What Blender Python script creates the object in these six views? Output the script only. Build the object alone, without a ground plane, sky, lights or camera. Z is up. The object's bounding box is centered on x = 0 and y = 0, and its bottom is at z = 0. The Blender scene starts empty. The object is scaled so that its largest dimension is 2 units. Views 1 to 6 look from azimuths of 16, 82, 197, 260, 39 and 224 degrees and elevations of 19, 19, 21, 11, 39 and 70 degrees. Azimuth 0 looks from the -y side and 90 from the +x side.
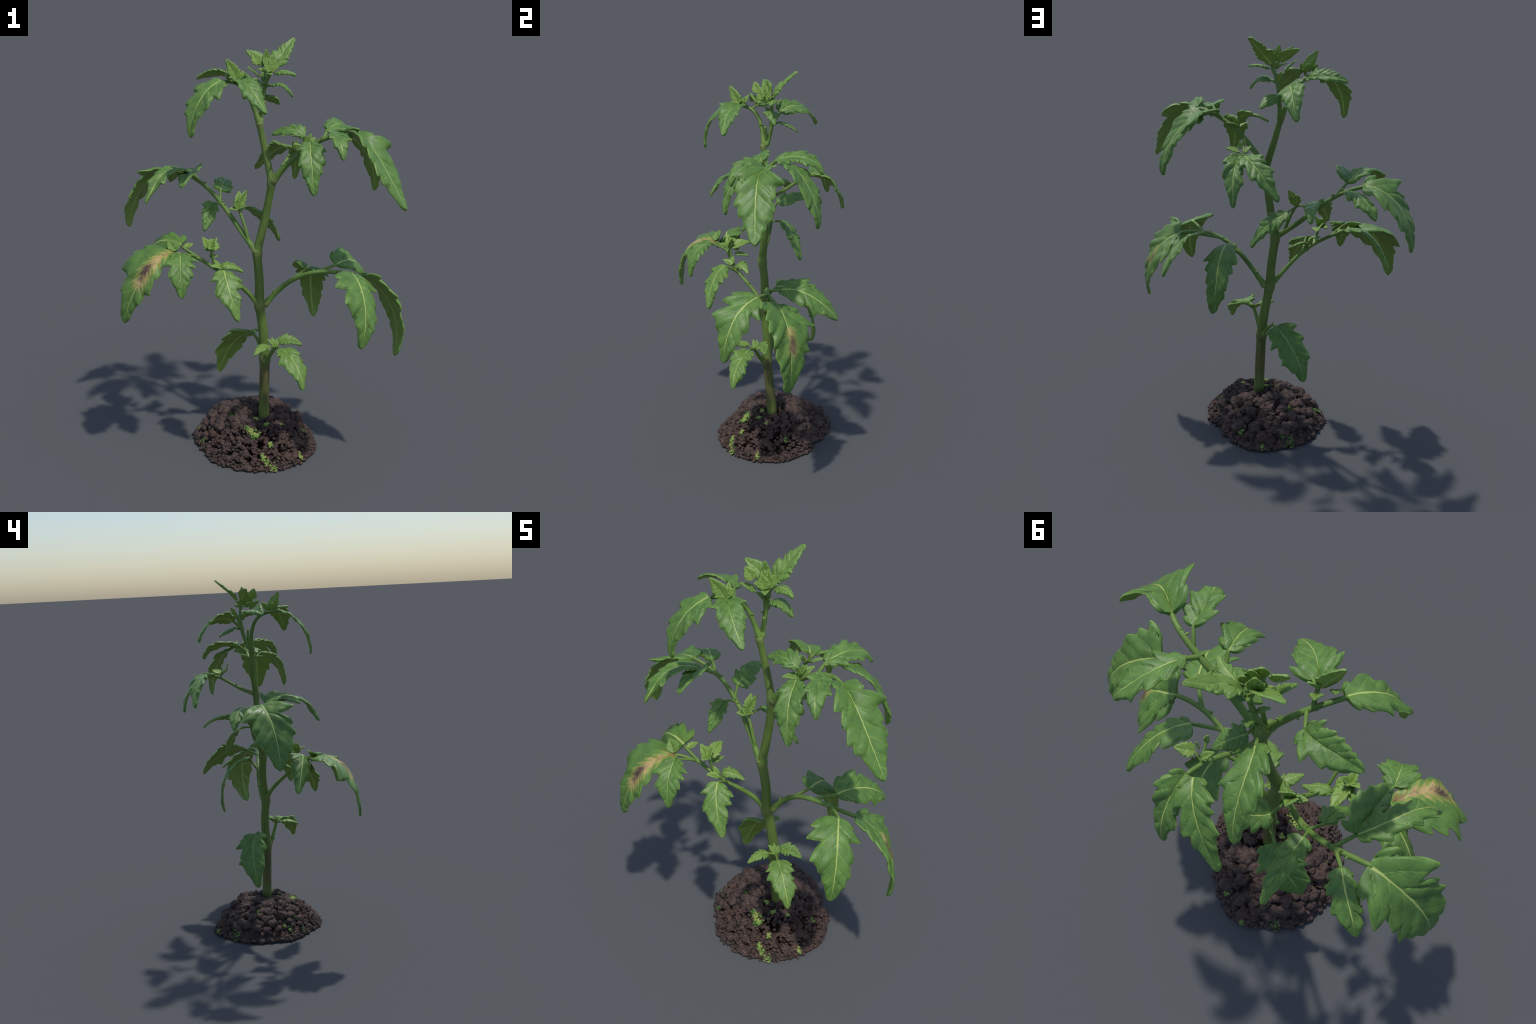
"""A young tomato plant standing in a clump of soil: a zigzag stem with five nodes,
compound leaves with drooping toothed leaflets, a leafy shoot tip, and a crumbly mound."""
import bpy, math, random
import numpy as np
from mathutils import Vector, noise

RNG = np.random.default_rng(7)
random.seed(7)
COLL = bpy.context.scene.collection


# ------------------------------------------------------------------ materials
class Nodes:
    def __init__(self, name):
        self.mat = bpy.data.materials.new(name)
        self.mat.use_nodes = True
        self.t = self.mat.node_tree
        self.bsdf = self.t.nodes["Principled BSDF"]

    def new(self, kind, **props):
        n = self.t.nodes.new("ShaderNode" + kind)
        for k, v in props.items():
            setattr(n, k, v)
        return n

    def put(self, sock, v):
        if isinstance(v, bpy.types.NodeSocket):
            self.t.links.new(v, sock)
        elif isinstance(v, (tuple, list)) and len(v) == 3 and sock.type == "RGBA":
            sock.default_value = (*v, 1)
        else:
            sock.default_value = v

    def math(self, op, a, b=0.0, c=0.0, clamp=False):
        n = self.new("Math", operation=op, use_clamp=clamp)
        for s, v in zip(n.inputs, (a, b, c)):
            self.put(s, v)
        return n.outputs[0]

    def mix(self, f, a, b):
        n = self.new("Mix", data_type="RGBA")
        self.put(n.inputs[0], f)
        self.put(n.inputs[6], a)
        self.put(n.inputs[7], b)
        return n.outputs[2]

    def step(self, x, lo, hi, a=0.0, b=1.0):
        n = self.new("MapRange", interpolation_type="SMOOTHSTEP")
        for s, v in zip(n.inputs, (x, lo, hi, a, b)):
            self.put(s, v)
        return n.outputs[0]

    def noise(self, vec, scale, detail=3.0, rough=0.55, dist=0.0):
        n = self.new("TexNoise")
        self.put(n.inputs["Vector"], vec)
        self.put(n.inputs["Scale"], scale)
        self.put(n.inputs["Detail"], detail)
        self.put(n.inputs["Roughness"], rough)
        self.put(n.inputs["Distortion"], dist)
        return n.outputs[0]

    def coord(self, which):
        return self.new("TexCoord").outputs[which]

    def prop(self, name):
        return self.new("Attribute", attribute_type="OBJECT", attribute_name=f'["{name}"]').outputs["Fac"]

    def bump(self, h, strength=0.3, distance=0.01):
        n = self.new("Bump")
        self.put(n.inputs["Height"], h)
        n.inputs["Strength"].default_value = strength
        n.inputs["Distance"].default_value = distance
        self.t.links.new(n.outputs[0], self.bsdf.inputs["Normal"])

    def done(self, col, rough=0.6, spec=0.3):
        self.put(self.bsdf.inputs["Base Color"], col)
        self.put(self.bsdf.inputs["Roughness"], rough)
        self.bsdf.inputs["Specular IOR Level"].default_value = spec
        return self.mat


def leaf_material(name, blight=0):
    """Leaf blade coloured in the flat leaf's own frame (Generated): x along the midrib, y across, z up."""
    m = Nodes(name)
    gen = m.coord("Generated")
    sep = m.new("SeparateXYZ")
    m.put(sep.inputs[0], gen)
    x, yg, z = sep.outputs
    length, seed, young = m.prop("leaf_length"), m.prop("leaf_seed"), m.prop("leaf_young")
    y = m.math("SUBTRACT", yg, 0.5)                       # both in units of leaf length
    ay = m.math("ABSOLUTE", y)
    off = m.new("CombineXYZ")
    for s, v in zip(off.inputs, (x, y, seed)):
        m.put(s, v)
    p = off.outputs[0]
    wob = m.math("MULTIPLY", m.math("SUBTRACT", m.noise(p, 5.0, 2.0), 0.5), 0.05)
    # midrib
    w = m.math("MULTIPLY_ADD", x, -0.012, 0.017)
    mid = m.step(m.math("ADD", ay, m.math("MULTIPLY", wob, 0.12)), m.math("MULTIPLY", w, 0.45), w, 1.0, 0.0)
    mid = m.math("MULTIPLY", mid, m.step(x, 0.75, 1.0, 1.0, 0.15))
    # side veins: lines x - 0.75|y| = const, alternate left and right
    side = m.math("GREATER_THAN", y, 0.0)
    s = m.math("SUBTRACT", x, m.math("MULTIPLY", ay, 1.05))
    s = m.math("ADD", m.math("ADD", s, wob), m.math("MULTIPLY", side, 0.06))
    fr = m.math("PINGPONG", m.math("MULTIPLY", s, 6.6), 0.5)          # 0 on a vein
    vw = m.math("MULTIPLY_ADD", ay, -0.20, 0.070)
    vein = m.step(fr, 0.012, vw, 1.0, 0.0)
    vein = m.math("MULTIPLY", vein, m.step(ay, 0.08, 0.34, 0.9, 0.1))
    # fine net
    vo = m.new("TexVoronoi", feature="DISTANCE_TO_EDGE")
    m.put(vo.inputs["Vector"], p)
    vo.inputs["Scale"].default_value = 26.0
    net = m.step(vo.outputs["Distance"], 0.0, 0.10, 1.0, 0.0)
    mott = m.noise(p, 9.0, 4.0)
    fine = m.noise(p, 60.0, 3.0)
    green = m.mix(m.step(mott, 0.3, 0.7), DARK, LIGHT)
    green = m.mix(m.math("MULTIPLY", m.step(fine, 0.45, 0.75), 0.25), green, PALE)
    green = m.mix(young, green, YOUNG)
    green = m.mix(m.math("MULTIPLY", net, 0.10), green, VEIN)
    green = m.mix(m.math("MULTIPLY", vein, 0.70), green, VEIN)
    # lower side is duller and more olive
    green = m.mix(m.step(z, 0.35, 0.6, 0.85, 0.0), green, UNDER)
    col = m.mix(m.math("MULTIPLY", mid, 0.9), green, MIDRIB)
    if blight:
        upper = m.step(z, 0.4, 0.6)
        band, c0, c1, spot, dark = ((0.030, 0.00, 0.66, 0.44, 0.95) if blight == 1 else (0.016, 0.30, 0.64, 0.47, 0.75))
        jag = m.math("MULTIPLY", m.math("SUBTRACT", m.math("PINGPONG", m.math("MULTIPLY", s, 14.0), 0.5), 0.25), 0.10)
        rag = m.math("ADD", m.math("MULTIPLY", m.math("SUBTRACT", m.noise(p, 13.0, 4.0, 0.7), 0.5), 0.14), jag)
        d = m.math("ADD", m.math("ABSOLUTE", m.math("ADD", y, -0.005 if blight == 1 else -0.02)), rag)
        along = m.math("MULTIPLY", m.step(x, c0 - 0.03, c0 + 0.04), m.step(x, c1 - 0.12, c1, 1.0, 0.0))
        wide = m.step(x, 0.15, spot, 0.030, band + 0.030)
        halo = m.math("MULTIPLY", m.step(d, m.math("ADD", wide, 0.005), m.math("ADD", wide, 0.05), 1.0, 0.0), along)
        tan = m.math("MULTIPLY", m.step(d, m.math("MULTIPLY", wide, 0.45), m.math("MULTIPLY", wide, 1.05), 1.0, 0.0), along)
        halo, tan = m.math("MULTIPLY", halo, upper), m.math("MULTIPLY", tan, upper)
        dx = m.math("DIVIDE", m.math("SUBTRACT", x, spot), 0.12)
        dy = m.math("DIVIDE", m.math("ADD", y, 0.012 if blight == 1 else -0.034), 0.055)
        r = m.math("SQRT", m.math("ADD", m.math("MULTIPLY", dx, dx), m.math("MULTIPLY", dy, dy)))
        dead = m.step(m.math("ADD", r, m.math("MULTIPLY", rag, 8.0)), 0.25, 1.25, dark, 0.0)
        dead = m.math("MULTIPLY", dead, upper)
        small = m.math("MULTIPLY", m.step(m.noise(p, 22.0, 2.0), 0.60, 0.66), tan)
        k = 1.0 if blight == 1 else 0.7
        col = m.mix(m.math("MULTIPLY", halo, 0.75 * k), col, (0.34, 0.36, 0.075))
        col = m.mix(m.math("MULTIPLY", tan, 0.9 * k), col, m.mix(m.step(x, 0.05, 0.3), (0.34, 0.19, 0.095), (0.56, 0.39, 0.165)))
        col = m.mix(m.math("MULTIPLY", small, 0.7), col, (0.10, 0.05, 0.04))
        col = m.mix(dead, col, (0.075, 0.040, 0.036))
    m.bump(m.math("ADD", m.math("MULTIPLY", fine, 0.5), m.math("MULTIPLY", vein, -0.35)), 0.25, 0.004)
    return m.done(col, m.math("MULTIPLY_ADD", mott, 0.2, 0.38), 0.45)


def plain_green(name, a, b, scale, rough=0.5):
    m = Nodes(name)
    p = m.coord("Object")
    n = m.noise(p, scale, 4.0)
    m.bump(m.noise(p, scale * 8, 3.0), 0.15, 0.003)
    return m.done(m.mix(m.step(n, 0.3, 0.7), a, b), rough, 0.4)


def stem_material():
    m = Nodes("stem_skin")
    p = m.coord("Object")
    sep = m.new("SeparateXYZ")
    m.put(sep.inputs[0], p)
    z = sep.outputs[2]
    stretch = m.new("Mapping")
    stretch.inputs["Scale"].default_value = (1, 1, 0.12)
    m.put(stretch.inputs[0], p)
    streak = m.noise(stretch.outputs[0], 90.0, 4.0)
    blot = m.noise(p, 9.0, 3.0)
    col = m.mix(m.step(streak, 0.3, 0.7), (0.115, 0.190, 0.036), (0.160, 0.240, 0.052))
    wood = m.mix(m.step(streak, 0.3, 0.7), (0.095, 0.092, 0.032), (0.150, 0.140, 0.050))
    wz = m.math("ADD", z, m.math("MULTIPLY", m.math("SUBTRACT", blot, 0.5), 0.25))
    woody = m.math("MULTIPLY", m.step(wz, 0.40, 0.50, 1.0, 0.0), m.step(wz, 0.17, 0.29, 0.15, 1.0))
    col = m.mix(m.math("MULTIPLY", woody, 0.85), col, wood)
    tan = m.math("MULTIPLY", m.step(m.noise(p, 14.0, 2.0), 0.56, 0.70), m.step(z, 0.38, 0.46, 1.0, 0.0))
    col = m.mix(m.math("MULTIPLY", tan, 0.7), col, (0.22, 0.17, 0.06))
    for zn in (0.47, 0.745, 1.008, 1.352, 1.618):           # pale scar at each node
        d = m.math("ABSOLUTE", m.math("SUBTRACT", m.math("ADD", z, m.math("MULTIPLY", m.math("SUBTRACT", blot, 0.5), 0.03)), zn))
        col = m.mix(m.step(d, 0.004, 0.018, 0.38, 0.0), col, (0.21, 0.20, 0.085))
    m.bump(streak, 0.2, 0.004)
    return m.done(col, 0.5, 0.4)


def stalk_material():
    m = Nodes("leaf_stalk_skin")
    p = m.coord("Object")
    sep = m.new("SeparateXYZ")
    m.put(sep.inputs[0], p)
    col = m.mix(m.step(m.noise(p, 18.0, 4.0), 0.3, 0.7), (0.125, 0.225, 0.040), (0.180, 0.290, 0.062))
    away = m.math("SQRT", m.math("ADD", m.math("POWER", m.math("SUBTRACT", sep.outputs[0], 0.012), 2.0), m.math("POWER", sep.outputs[1], 2.0)))
    for zn in (0.48, 0.762, 1.022, 1.37):                   # pale knuckle where a stalk leaves the stem
        d = m.math("ABSOLUTE", m.math("SUBTRACT", sep.outputs[2], zn))
        col = m.mix(m.math("MULTIPLY", m.step(d, 0.006, 0.022, 0.5, 0.0), m.step(away, 0.05, 0.075, 1.0, 0.0)), col, (0.30, 0.30, 0.12))
    m.bump(m.noise(p, 140.0, 3.0), 0.15, 0.003)
    return m.done(col, 0.5, 0.4)


def soil_material():
    m = Nodes("soil")
    p = m.coord("Object")
    big, mid, fine = m.noise(p, 9.0, 3.0), m.noise(p, 34.0, 5.0, 0.65), m.noise(p, 150.0, 4.0, 0.7)
    col = m.mix(m.step(mid, 0.32, 0.68), (0.046, 0.033, 0.029), (0.140, 0.091, 0.076))
    col = m.mix(m.math("MULTIPLY", m.step(big, 0.45, 0.7), 0.40), col, (0.150, 0.080, 0.058))
    col = m.mix(m.math("MULTIPLY", m.step(fine, 0.55, 0.75), 0.5), col, (0.240, 0.180, 0.155))
    col = m.mix(m.math("MULTIPLY", m.step(fine, 0.30, 0.45, 1.0, 0.0), 0.6), col, (0.020, 0.015, 0.014))
    m.bump(m.math("ADD", mid, m.math("MULTIPLY", fine, 0.7)), 0.7, 0.012)
    return m.done(col, 0.75, 0.3)


def moss_material():
    m = Nodes("moss")
    p = m.coord("Object")
    n = m.noise(p, 22.0, 3.0)
    m.bump(m.noise(p, 200.0, 3.0), 0.4, 0.004)
    return m.done(m.mix(m.step(n, 0.38, 0.62), (0.085, 0.230, 0.035), (0.300, 0.370, 0.095)), 0.6, 0.3)


DARK, LIGHT, PALE = (0.085, 0.180, 0.036), (0.125, 0.250, 0.046), (0.180, 0.305, 0.085)
YOUNG, VEIN, MIDRIB, UNDER = (0.235, 0.365, 0.075), (0.260, 0.380, 0.090), (0.470, 0.560, 0.150), (0.230, 0.340, 0.062)
M_LEAF = leaf_material("leaf_blade")
M_SICK = leaf_material("leaf_blade_blighted", 1)
M_SICK_FAINT = leaf_material("leaf_blade_faintly_blighted", 2)
M_RIM = plain_green("leaf_margin", (0.150, 0.290, 0.048), (0.200, 0.340, 0.075), 25.0)
M_YOUNG_RIM = plain_green("young_leaf_margin", (0.19, 0.34, 0.07), (0.24, 0.37, 0.10), 25.0)
M_STEM = stem_material()
M_STALK = stalk_material()
M_SOIL, M_MOSS = soil_material(), moss_material()


# ------------------------------------------------------------------ helpers
def V(*p):
    return np.array(p, float)


def unit(a):
    return a / (np.linalg.norm(a, axis=-1, keepdims=True) + 1e-12)


def bezier(ctrl, t):
    a, b, c, d = np.asarray(ctrl, float)
    t = np.asarray(t)[:, None]
    return a * (1 - t) ** 3 + 3 * b * t * (1 - t) ** 2 + 3 * c * t * t * (1 - t) + d * t ** 3


def smooth(x, lo, hi):
    t = np.clip((x - lo) / (hi - lo), 0, 1)
    return t * t * (3 - 2 * t)


def mesh_object(name, verts, faces, mats, parent=None, slots=None):
    me = bpy.data.meshes.new(name)
    me.from_pydata([tuple(map(float, v)) for v in verts], [], [tuple(map(int, f)) for f in faces])
    for mt in mats:
        me.materials.append(mt)
    me.polygons.foreach_set("use_smooth", [True] * len(me.polygons))
    if slots is not None:
        me.polygons.foreach_set("material_index", list(map(int, slots)))
    me.update()
    ob = bpy.data.objects.new(name, me)
    COLL.objects.link(ob)
    ob.parent = parent
    return ob


def tube(points, radii, sides=20, rough=0.0, ribs=0.0):
    """Swept round tube with rounded ends: verts, faces."""
    P, R = np.asarray(points, float), np.asarray(radii, float)
    T = unit(np.gradient(P, axis=0))
    u = unit(np.cross(T[0], V(0.31, 0.77, 0.21)))
    verts, faces = [], []
    ang = np.arange(sides) * 2 * np.pi / sides
    for i in range(len(P)):
        u = unit(u - T[i] * (u @ T[i]))
        v = np.cross(T[i], u)
        for a in ang:
            d = math.cos(a) * u + math.sin(a) * v
            k = 1.0
            if rough:
                q = P[i] + d * R[i]
                k += rough * noise.noise(Vector(q * 38.0)) + ribs * math.sin(5 * a)
            verts.append(P[i] + d * R[i] * k)
    n = len(P)
    for i in range(n - 1):
        for j in range(sides):
            a, b = i * sides + j, i * sides + (j + 1) % sides
            faces.append((a, b, b + sides, a + sides))
    for i, s in ((0, -1), (n - 1, 1)):
        verts.append(P[i] + s * T[i] * R[i] * 0.6)
        c = len(verts) - 1
        for j in range(sides):
            a, b = i * sides + j, i * sides + (j + 1) % sides
            faces.append((b, a, c) if s < 0 else (a, b, c))
    return verts, faces


def join(parts):
    verts, faces = [], []
    for v, f in parts:
        o = len(verts)
        verts += list(v)
        faces += [tuple(i + o for i in q) for q in f]
    return verts, faces


def blob(c, r, seed, squash=1.0, sub=2, amp=0.28, freq=1.5):
    import bmesh
    bm = bmesh.new()
    bmesh.ops.create_icosphere(bm, subdivisions=sub, radius=1.0)
    out = []
    for v in bm.verts:
        d = v.co.normalized()
        k = 1 + amp * noise.noise(d * freq + Vector((seed * 3.1, seed * 1.7, seed)))
        k += amp * 0.5 * noise.noise(d * freq * 2.7 + Vector((seed, 5.0, 2.0)))
        out.append(np.array(c) + np.array(d) * r * k * np.array((1, 1, squash)))
    f = [tuple(v.index for v in fc.verts) for fc in bm.faces]
    bm.free()
    return out, f


# ------------------------------------------------------------------ leaflets
# teeth of one margin, base to tip: place along the midrib, reach (1 = the big lobe), depth of the notch behind it
TEETH = ((0.10, 0.64, 0.26), (0.27, 1.00, 0.42), (0.45, 0.78, 0.23), (0.60, 0.64, 0.19), (0.74, 0.46, 0.17), (0.87, 0.26, 0.15))
SMALL_TEETH = ((0.13, 0.74, 0.24), (0.31, 1.00, 0.34), (0.51, 0.82, 0.24), (0.68, 0.60, 0.20), (0.84, 0.34, 0.17))


def margin(teeth, steps=72):
    """Outline of one half blade as (x, y) plus the foot of each outline point on the midrib."""
    pts, feet = [(min(-0.004, teeth[0][0] * 0.5), 0.012)], [0.0]
    xs, ys, fs = 0.0, 0.014, 0.0
    for i, (tx, ty, dep) in enumerate(teeth):
        nxt = teeth[i + 1][0] if i + 1 < len(teeth) else 1.0
        ft = max(fs + 0.012, tx - 0.62 * ty)
        cx, cy = xs + 0.36 * (tx - xs), ys + 0.60 * (ty - ys) + 0.006
        if i == 0:
            cx, cy = min(xs, tx) - 0.02, ys + 0.80 * (ty - ys)
        for k in range(1, 8):
            s = k / 7
            pts.append(((1 - s) ** 2 * xs + 2 * s * (1 - s) * cx + s * s * tx, (1 - s) ** 2 * ys + 2 * s * (1 - s) * cy + s * s * ty))
            feet.append(fs + (ft - fs) * s)
        room = max(0.0, nxt - tx)
        dep = dep * min(1.0, room / 0.12)
        nx, ny = tx + min(0.012, 0.15 * room) - 0.02 * dep, ty * (1 - dep)
        fn = max(ft + 0.008, nx - 0.55 * ny)
        for k in range(1, 4):
            s = k / 3
            pts.append((tx + (nx - tx) * s, ty + (ny - ty) * s))
            feet.append(ft + (fn - ft) * s)
        xs, ys, fs = nx, ny, fn
    for k in range(1, 9):
        s = k / 8
        pts.append((xs + (1.0 - xs) * s, ys * (1 - s) ** 0.8 + 0.02 * math.sin(s * math.pi)))
        feet.append(fs + (1.0 - fs) * s)
    p, f = np.array(pts), np.maximum.accumulate(np.minimum(feet, 1.0))
    seg = np.r_[0, np.cumsum(np.linalg.norm(np.diff(p, axis=0), axis=1) + 0.25 * np.diff(f))]
    u = np.linspace(0, seg[-1], steps)
    p = np.stack([np.interp(u, seg, p[:, 0]), np.interp(u, seg, p[:, 1])], 1)
    f = np.interp(u, seg, f)
    q = p.copy()                                            # round the teeth a little
    q[1:-1] = 0.2 * p[:-2] + 0.6 * p[1:-1] + 0.2 * p[2:]
    return q, f


def leaflet(spine, left=(), right=(), up=None, width=0.27, fold=-12.0, arch=0.0, small=False, young=0.0, parent=None,
            mat=None, thick=0.0095, pucker=1.25, name="leaflet", deep=0.0, notch=1.0):
    """spine: Bezier control points of the midrib; left/right: tips of big lobes in space (left as seen from
    above looking from base to tip); up: rough upper-side direction when no lobe is given."""
    t = np.linspace(0, 1, 240)
    raw = bezier(spine, t)
    seg = np.r_[0, np.cumsum(np.linalg.norm(np.diff(raw, axis=0), axis=1))]
    L = seg[-1]
    N = 161
    xs = np.linspace(0, 1, N)
    C = np.stack([np.interp(xs * L, seg, raw[:, k]) for k in range(3)], 1)
    T = unit(np.gradient(C, axis=0))

    def foot(pt):
        i = int(np.argmin(((C[:152] - pt) ** 2).sum(1)))
        o = pt - C[i]
        along = o @ T[i]
        o = o - T[i] * along
        return i, o, np.linalg.norm(o), i / (N - 1) + (along / L if i == 0 else 0.0)

    lobes = {1: [foot(np.array(p, float)) for p in left], -1: [foot(np.array(p, float)) for p in right]}
    ref = [l[0] for s in lobes.values() for l in s]
    im = int(np.mean(ref)) if ref else int(0.35 * N)
    b = np.zeros(3)
    for s, ls in lobes.items():
        if ls:
            b += s * unit(sum(l[1] / l[2] for l in ls))
    if not ref or np.linalg.norm(b) < 0.2:
        h = np.array(up if up is not None else (0, 0, 1), float)
        b = np.cross(h, T[im])
    b = unit(b - T[im] * (b @ T[im]))
    B = np.zeros((N, 3))
    B[im] = b
    for rng in (range(im + 1, N), range(im - 1, -1, -1)):
        prev = b
        for i in rng:
            prev = unit(prev - T[i] * (prev @ T[i]))
            B[i] = prev
    NRM = np.cross(T, B)
    base = SMALL_TEETH if small else TEETH
    sides, phi = {}, {}
    for s in (1, -1):
        ls = sorted(lobes[s], key=lambda l: l[0])
        if ls:
            xa = np.array([l[3] for l in ls])
            an = np.array([np.clip(math.degrees(math.atan2(l[1] @ NRM[l[0]], l[1] @ (s * B[l[0]]))), -80, 80) for l in ls])
            phi[s] = np.radians(np.interp(xs, xa, an))
        else:
            o = lobes[-s]
            f = fold if not o else float(np.clip(np.mean([math.degrees(math.atan2(l[1] @ NRM[l[0]], l[1] @ (-s * B[l[0]]))) for l in o]), -50, 50))
            phi[s] = np.full(N, math.radians(f))
        src = ls or lobes[-s]
        meas = sorted([max(l[3], -0.12), min(l[2] / L, 0.49)] for l in src)
        if not meas:
            meas = [[base[1][0], width]]
        bx, by = [q[0] for q in base], [q[1] for q in base]
        env = lambda x: np.interp(x, [0.0] + bx + [1.0], [0.5] + by + [0.0])
        mx, my = max(meas, key=lambda q: q[1])
        teeth = [[x, y, (0.40 if (x, y) == (mx, my) else 0.23)] for x, y in meas]
        for tx, ty, d in base:
            near = min(abs(tx - q[0]) for q in teeth)
            if near < 0.10:
                continue
            lo = [q for q in meas if q[0] < tx]
            hi = [q for q in meas if q[0] > tx]
            if lo and hi and (hi[0][0] - lo[-1][0]) < 0.24:
                continue
            q = lo[-1] if lo else hi[0]
            k = min(q[1] / max(env(q[0]), 0.2), 1.15 * my)
            teeth.append([tx, k * env(tx), d * (0.8 if tx > 0.5 else 1.0)])
        teeth.sort()
        for i in range(1, len(teeth)):
            teeth[i][0] = min(max(teeth[i][0], teeth[i - 1][0] + 0.045), 0.95)
        for q in teeth:
            q[1] = min(q[1], 0.49)
            q[2] = (q[2] + (deep if q[1] == my else 0)) * RNG.uniform(0.8, 1.2) * notch
        sides[s] = margin(teeth)
    feet = np.maximum.accumulate((sides[1][1] + sides[-1][1]) / 2)
    feet[-1] = 1.0
    cols = np.array([0, 0.05, 0.13, 0.24, 0.36, 0.48, 0.60, 0.72, 0.83, 0.91, 0.96, 0.985, 1.0])
    if L < 0.15:
        cols = np.array([0, 0.08, 0.25, 0.45, 0.65, 0.82, 0.92, 0.97, 1.0])
    seed = float(RNG.uniform(0, 50))
    ymax = max(sides[1][0][:, 1].max(), sides[-1][0][:, 1].max())

    def place(x, y):
        """Flat leaf (units of L) to space."""
        xi = np.clip(x, 0, 1) * (N - 1)
        i0 = np.clip(xi.astype(int), 0, N - 2)
        f = (xi - i0)[..., None]
        at = lambda A: A[i0] * (1 - f) + A[i0 + 1] * f
        c, tt, bb, nn = at(C), at(T), at(B), at(NRM)
        c = c + tt * ((x - np.clip(x, 0, 1)) * L)[..., None]
        s = np.where(y >= 0, 1.0, -1.0)
        ay = np.abs(y)
        ph = np.where(y >= 0, np.interp(np.clip(x, 0, 1), xs, phi[1]), np.interp(np.clip(x, 0, 1), xs, phi[-1]))
        q = np.clip(ay / ymax, 0, 1.2)
        lift = arch * ymax * 4 * q * (1 - q) * 0.5
        sv = (x - 1.05 * ay + 0.06 * (y >= 0)) * 6.6
        amp = 0.55 + 0.75 * np.sin(2.3 * np.floor(sv) + seed * 5.0 + 4.0 * s)
        puff = (np.abs(np.sin(np.pi * sv)) ** 0.7 - 0.55) * amp
        puff = puff + 0.5 * np.sin(19.0 * x + 11.0 * y + seed) * np.sin(23.0 * ay + 2.0 * seed + 3.0 * s * x)
        env = smooth(ay, 0.0, 0.05) * (1 - smooth(q, 0.75, 1.0)) * (1 - smooth(x, 0.7, 1.0))
        lift = lift + pucker * 0.013 * puff * env
        lift = lift - pucker * 0.006 * np.exp(-(ay / 0.022) ** 2) * (1 - 0.6 * np.clip(x, 0, 1))
        lift = lift + pucker * 0.012 * np.sin(7.0 * x + seed + 2.0 * s) * q
        lift = lift + pucker * 0.008 * np.sin(23.0 * x + 1.7 * seed + s) * smooth(q, 0.3, 1.0)
        ay_l = (ay * L)[..., None]
        return c + ay_l * (np.cos(ph)[..., None] * bb * s[..., None] + np.sin(ph)[..., None] * nn) + nn * (lift * L)[..., None]

    M, Kc = len(feet), len(cols)
    fl_x, fl_y = [], []
    for s in (1, -1):
        out = sides[s][0]
        fl_x.append((1 - cols)[None, :] * feet[:, None] + cols[None, :] * out[:, :1])
        fl_y.append(s * cols[None, :] * out[:, 1:2])
    th = thick * (0.75 + 0.25 * min(L / 0.35, 1.2))
    prof = np.sqrt(np.clip(1 - cols ** 16, 0, 1)) * 0.5
    # index grid: left edge ... midrib ... right edge
    X = np.concatenate([fl_x[0][:, ::-1], fl_x[1][:, 1:]], 1)
    Y = np.concatenate([fl_y[0][:, ::-1], fl_y[1][:, 1:]], 1)
    Y[:, Kc - 1] = 0.0
    H = np.concatenate([prof[::-1], prof[1:]])[None, :] * np.ones((M, 1))
    ends = np.ones(M)
    ends[-1] = 0.25
    H *= ends[:, None] * th
    e = 0.004
    P = place(X, Y)
    sgn = np.where(Y > 0, 1.0, -1.0)
    yy = np.where(np.abs(Y) < e, 0.0, Y)
    dx = place(X + e, Y) - place(X - e, Y)
    dy = place(X, np.abs(Y) * sgn + e) - place(X, np.abs(Y) * sgn - e)
    nr = unit(np.cross(dx, dy))
    W = 2 * Kc - 1
    flat_top = np.stack([X * L, Y * L, H], -1)
    flat_bot = np.stack([X * L, Y * L, -H], -1)
    roll = smooth(np.concatenate([cols[::-1], cols[1:]]), 0.80, 1.0)[None, :, None] * min(0.0055, 0.022 * L)
    P = P - nr * roll
    top, bot = P + nr * H[..., None], P - nr * H[..., None]
    idx_t = np.arange(M * W).reshape(M, W)
    idx_b = idx_t + M * W
    idx_b[:, 0], idx_b[:, -1] = idx_t[:, 0], idx_t[:, -1]
    faces, slots = [], []
    for i in range(M - 1):
        for j in range(W - 1):
            edge = 1 if (j < 2 or j > W - 4) else 0
            faces.append((idx_t[i, j], idx_t[i, j + 1], idx_t[i + 1, j + 1], idx_t[i + 1, j])[::-1])
            faces.append((idx_b[i, j], idx_b[i, j + 1], idx_b[i + 1, j + 1], idx_b[i + 1, j]))
            slots += [edge, edge]
    for i, flip in ((0, False), (M - 1, True)):
        for j in range(W - 1):
            quad = [idx_t[i, j], idx_t[i, j + 1], idx_b[i, j + 1], idx_b[i, j]]
            quad = list(dict.fromkeys(quad))
            if len(quad) > 2:
                faces.append(tuple(quad if not flip else quad[::-1]))
                slots.append(0)
    flat = np.concatenate([flat_top.reshape(-1, 3), flat_bot.reshape(-1, 3)])
    bent = np.concatenate([top.reshape(-1, 3), bot.reshape(-1, 3)])
    used = np.unique(np.concatenate([np.array(f) for f in faces]))
    remap = -np.ones(len(flat), int)
    remap[used] = np.arange(len(used))
    faces = [tuple(remap[list(f)]) for f in faces]
    ob = mesh_object(name, flat[used], faces, [mat or M_LEAF, M_YOUNG_RIM if young > 0.5 else M_RIM], parent, slots)
    me = ob.data
    me.use_auto_texspace = False
    me.texspace_location, me.texspace_size = (L / 2, 0, 0), (L / 2, L / 2, th / 2)
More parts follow.
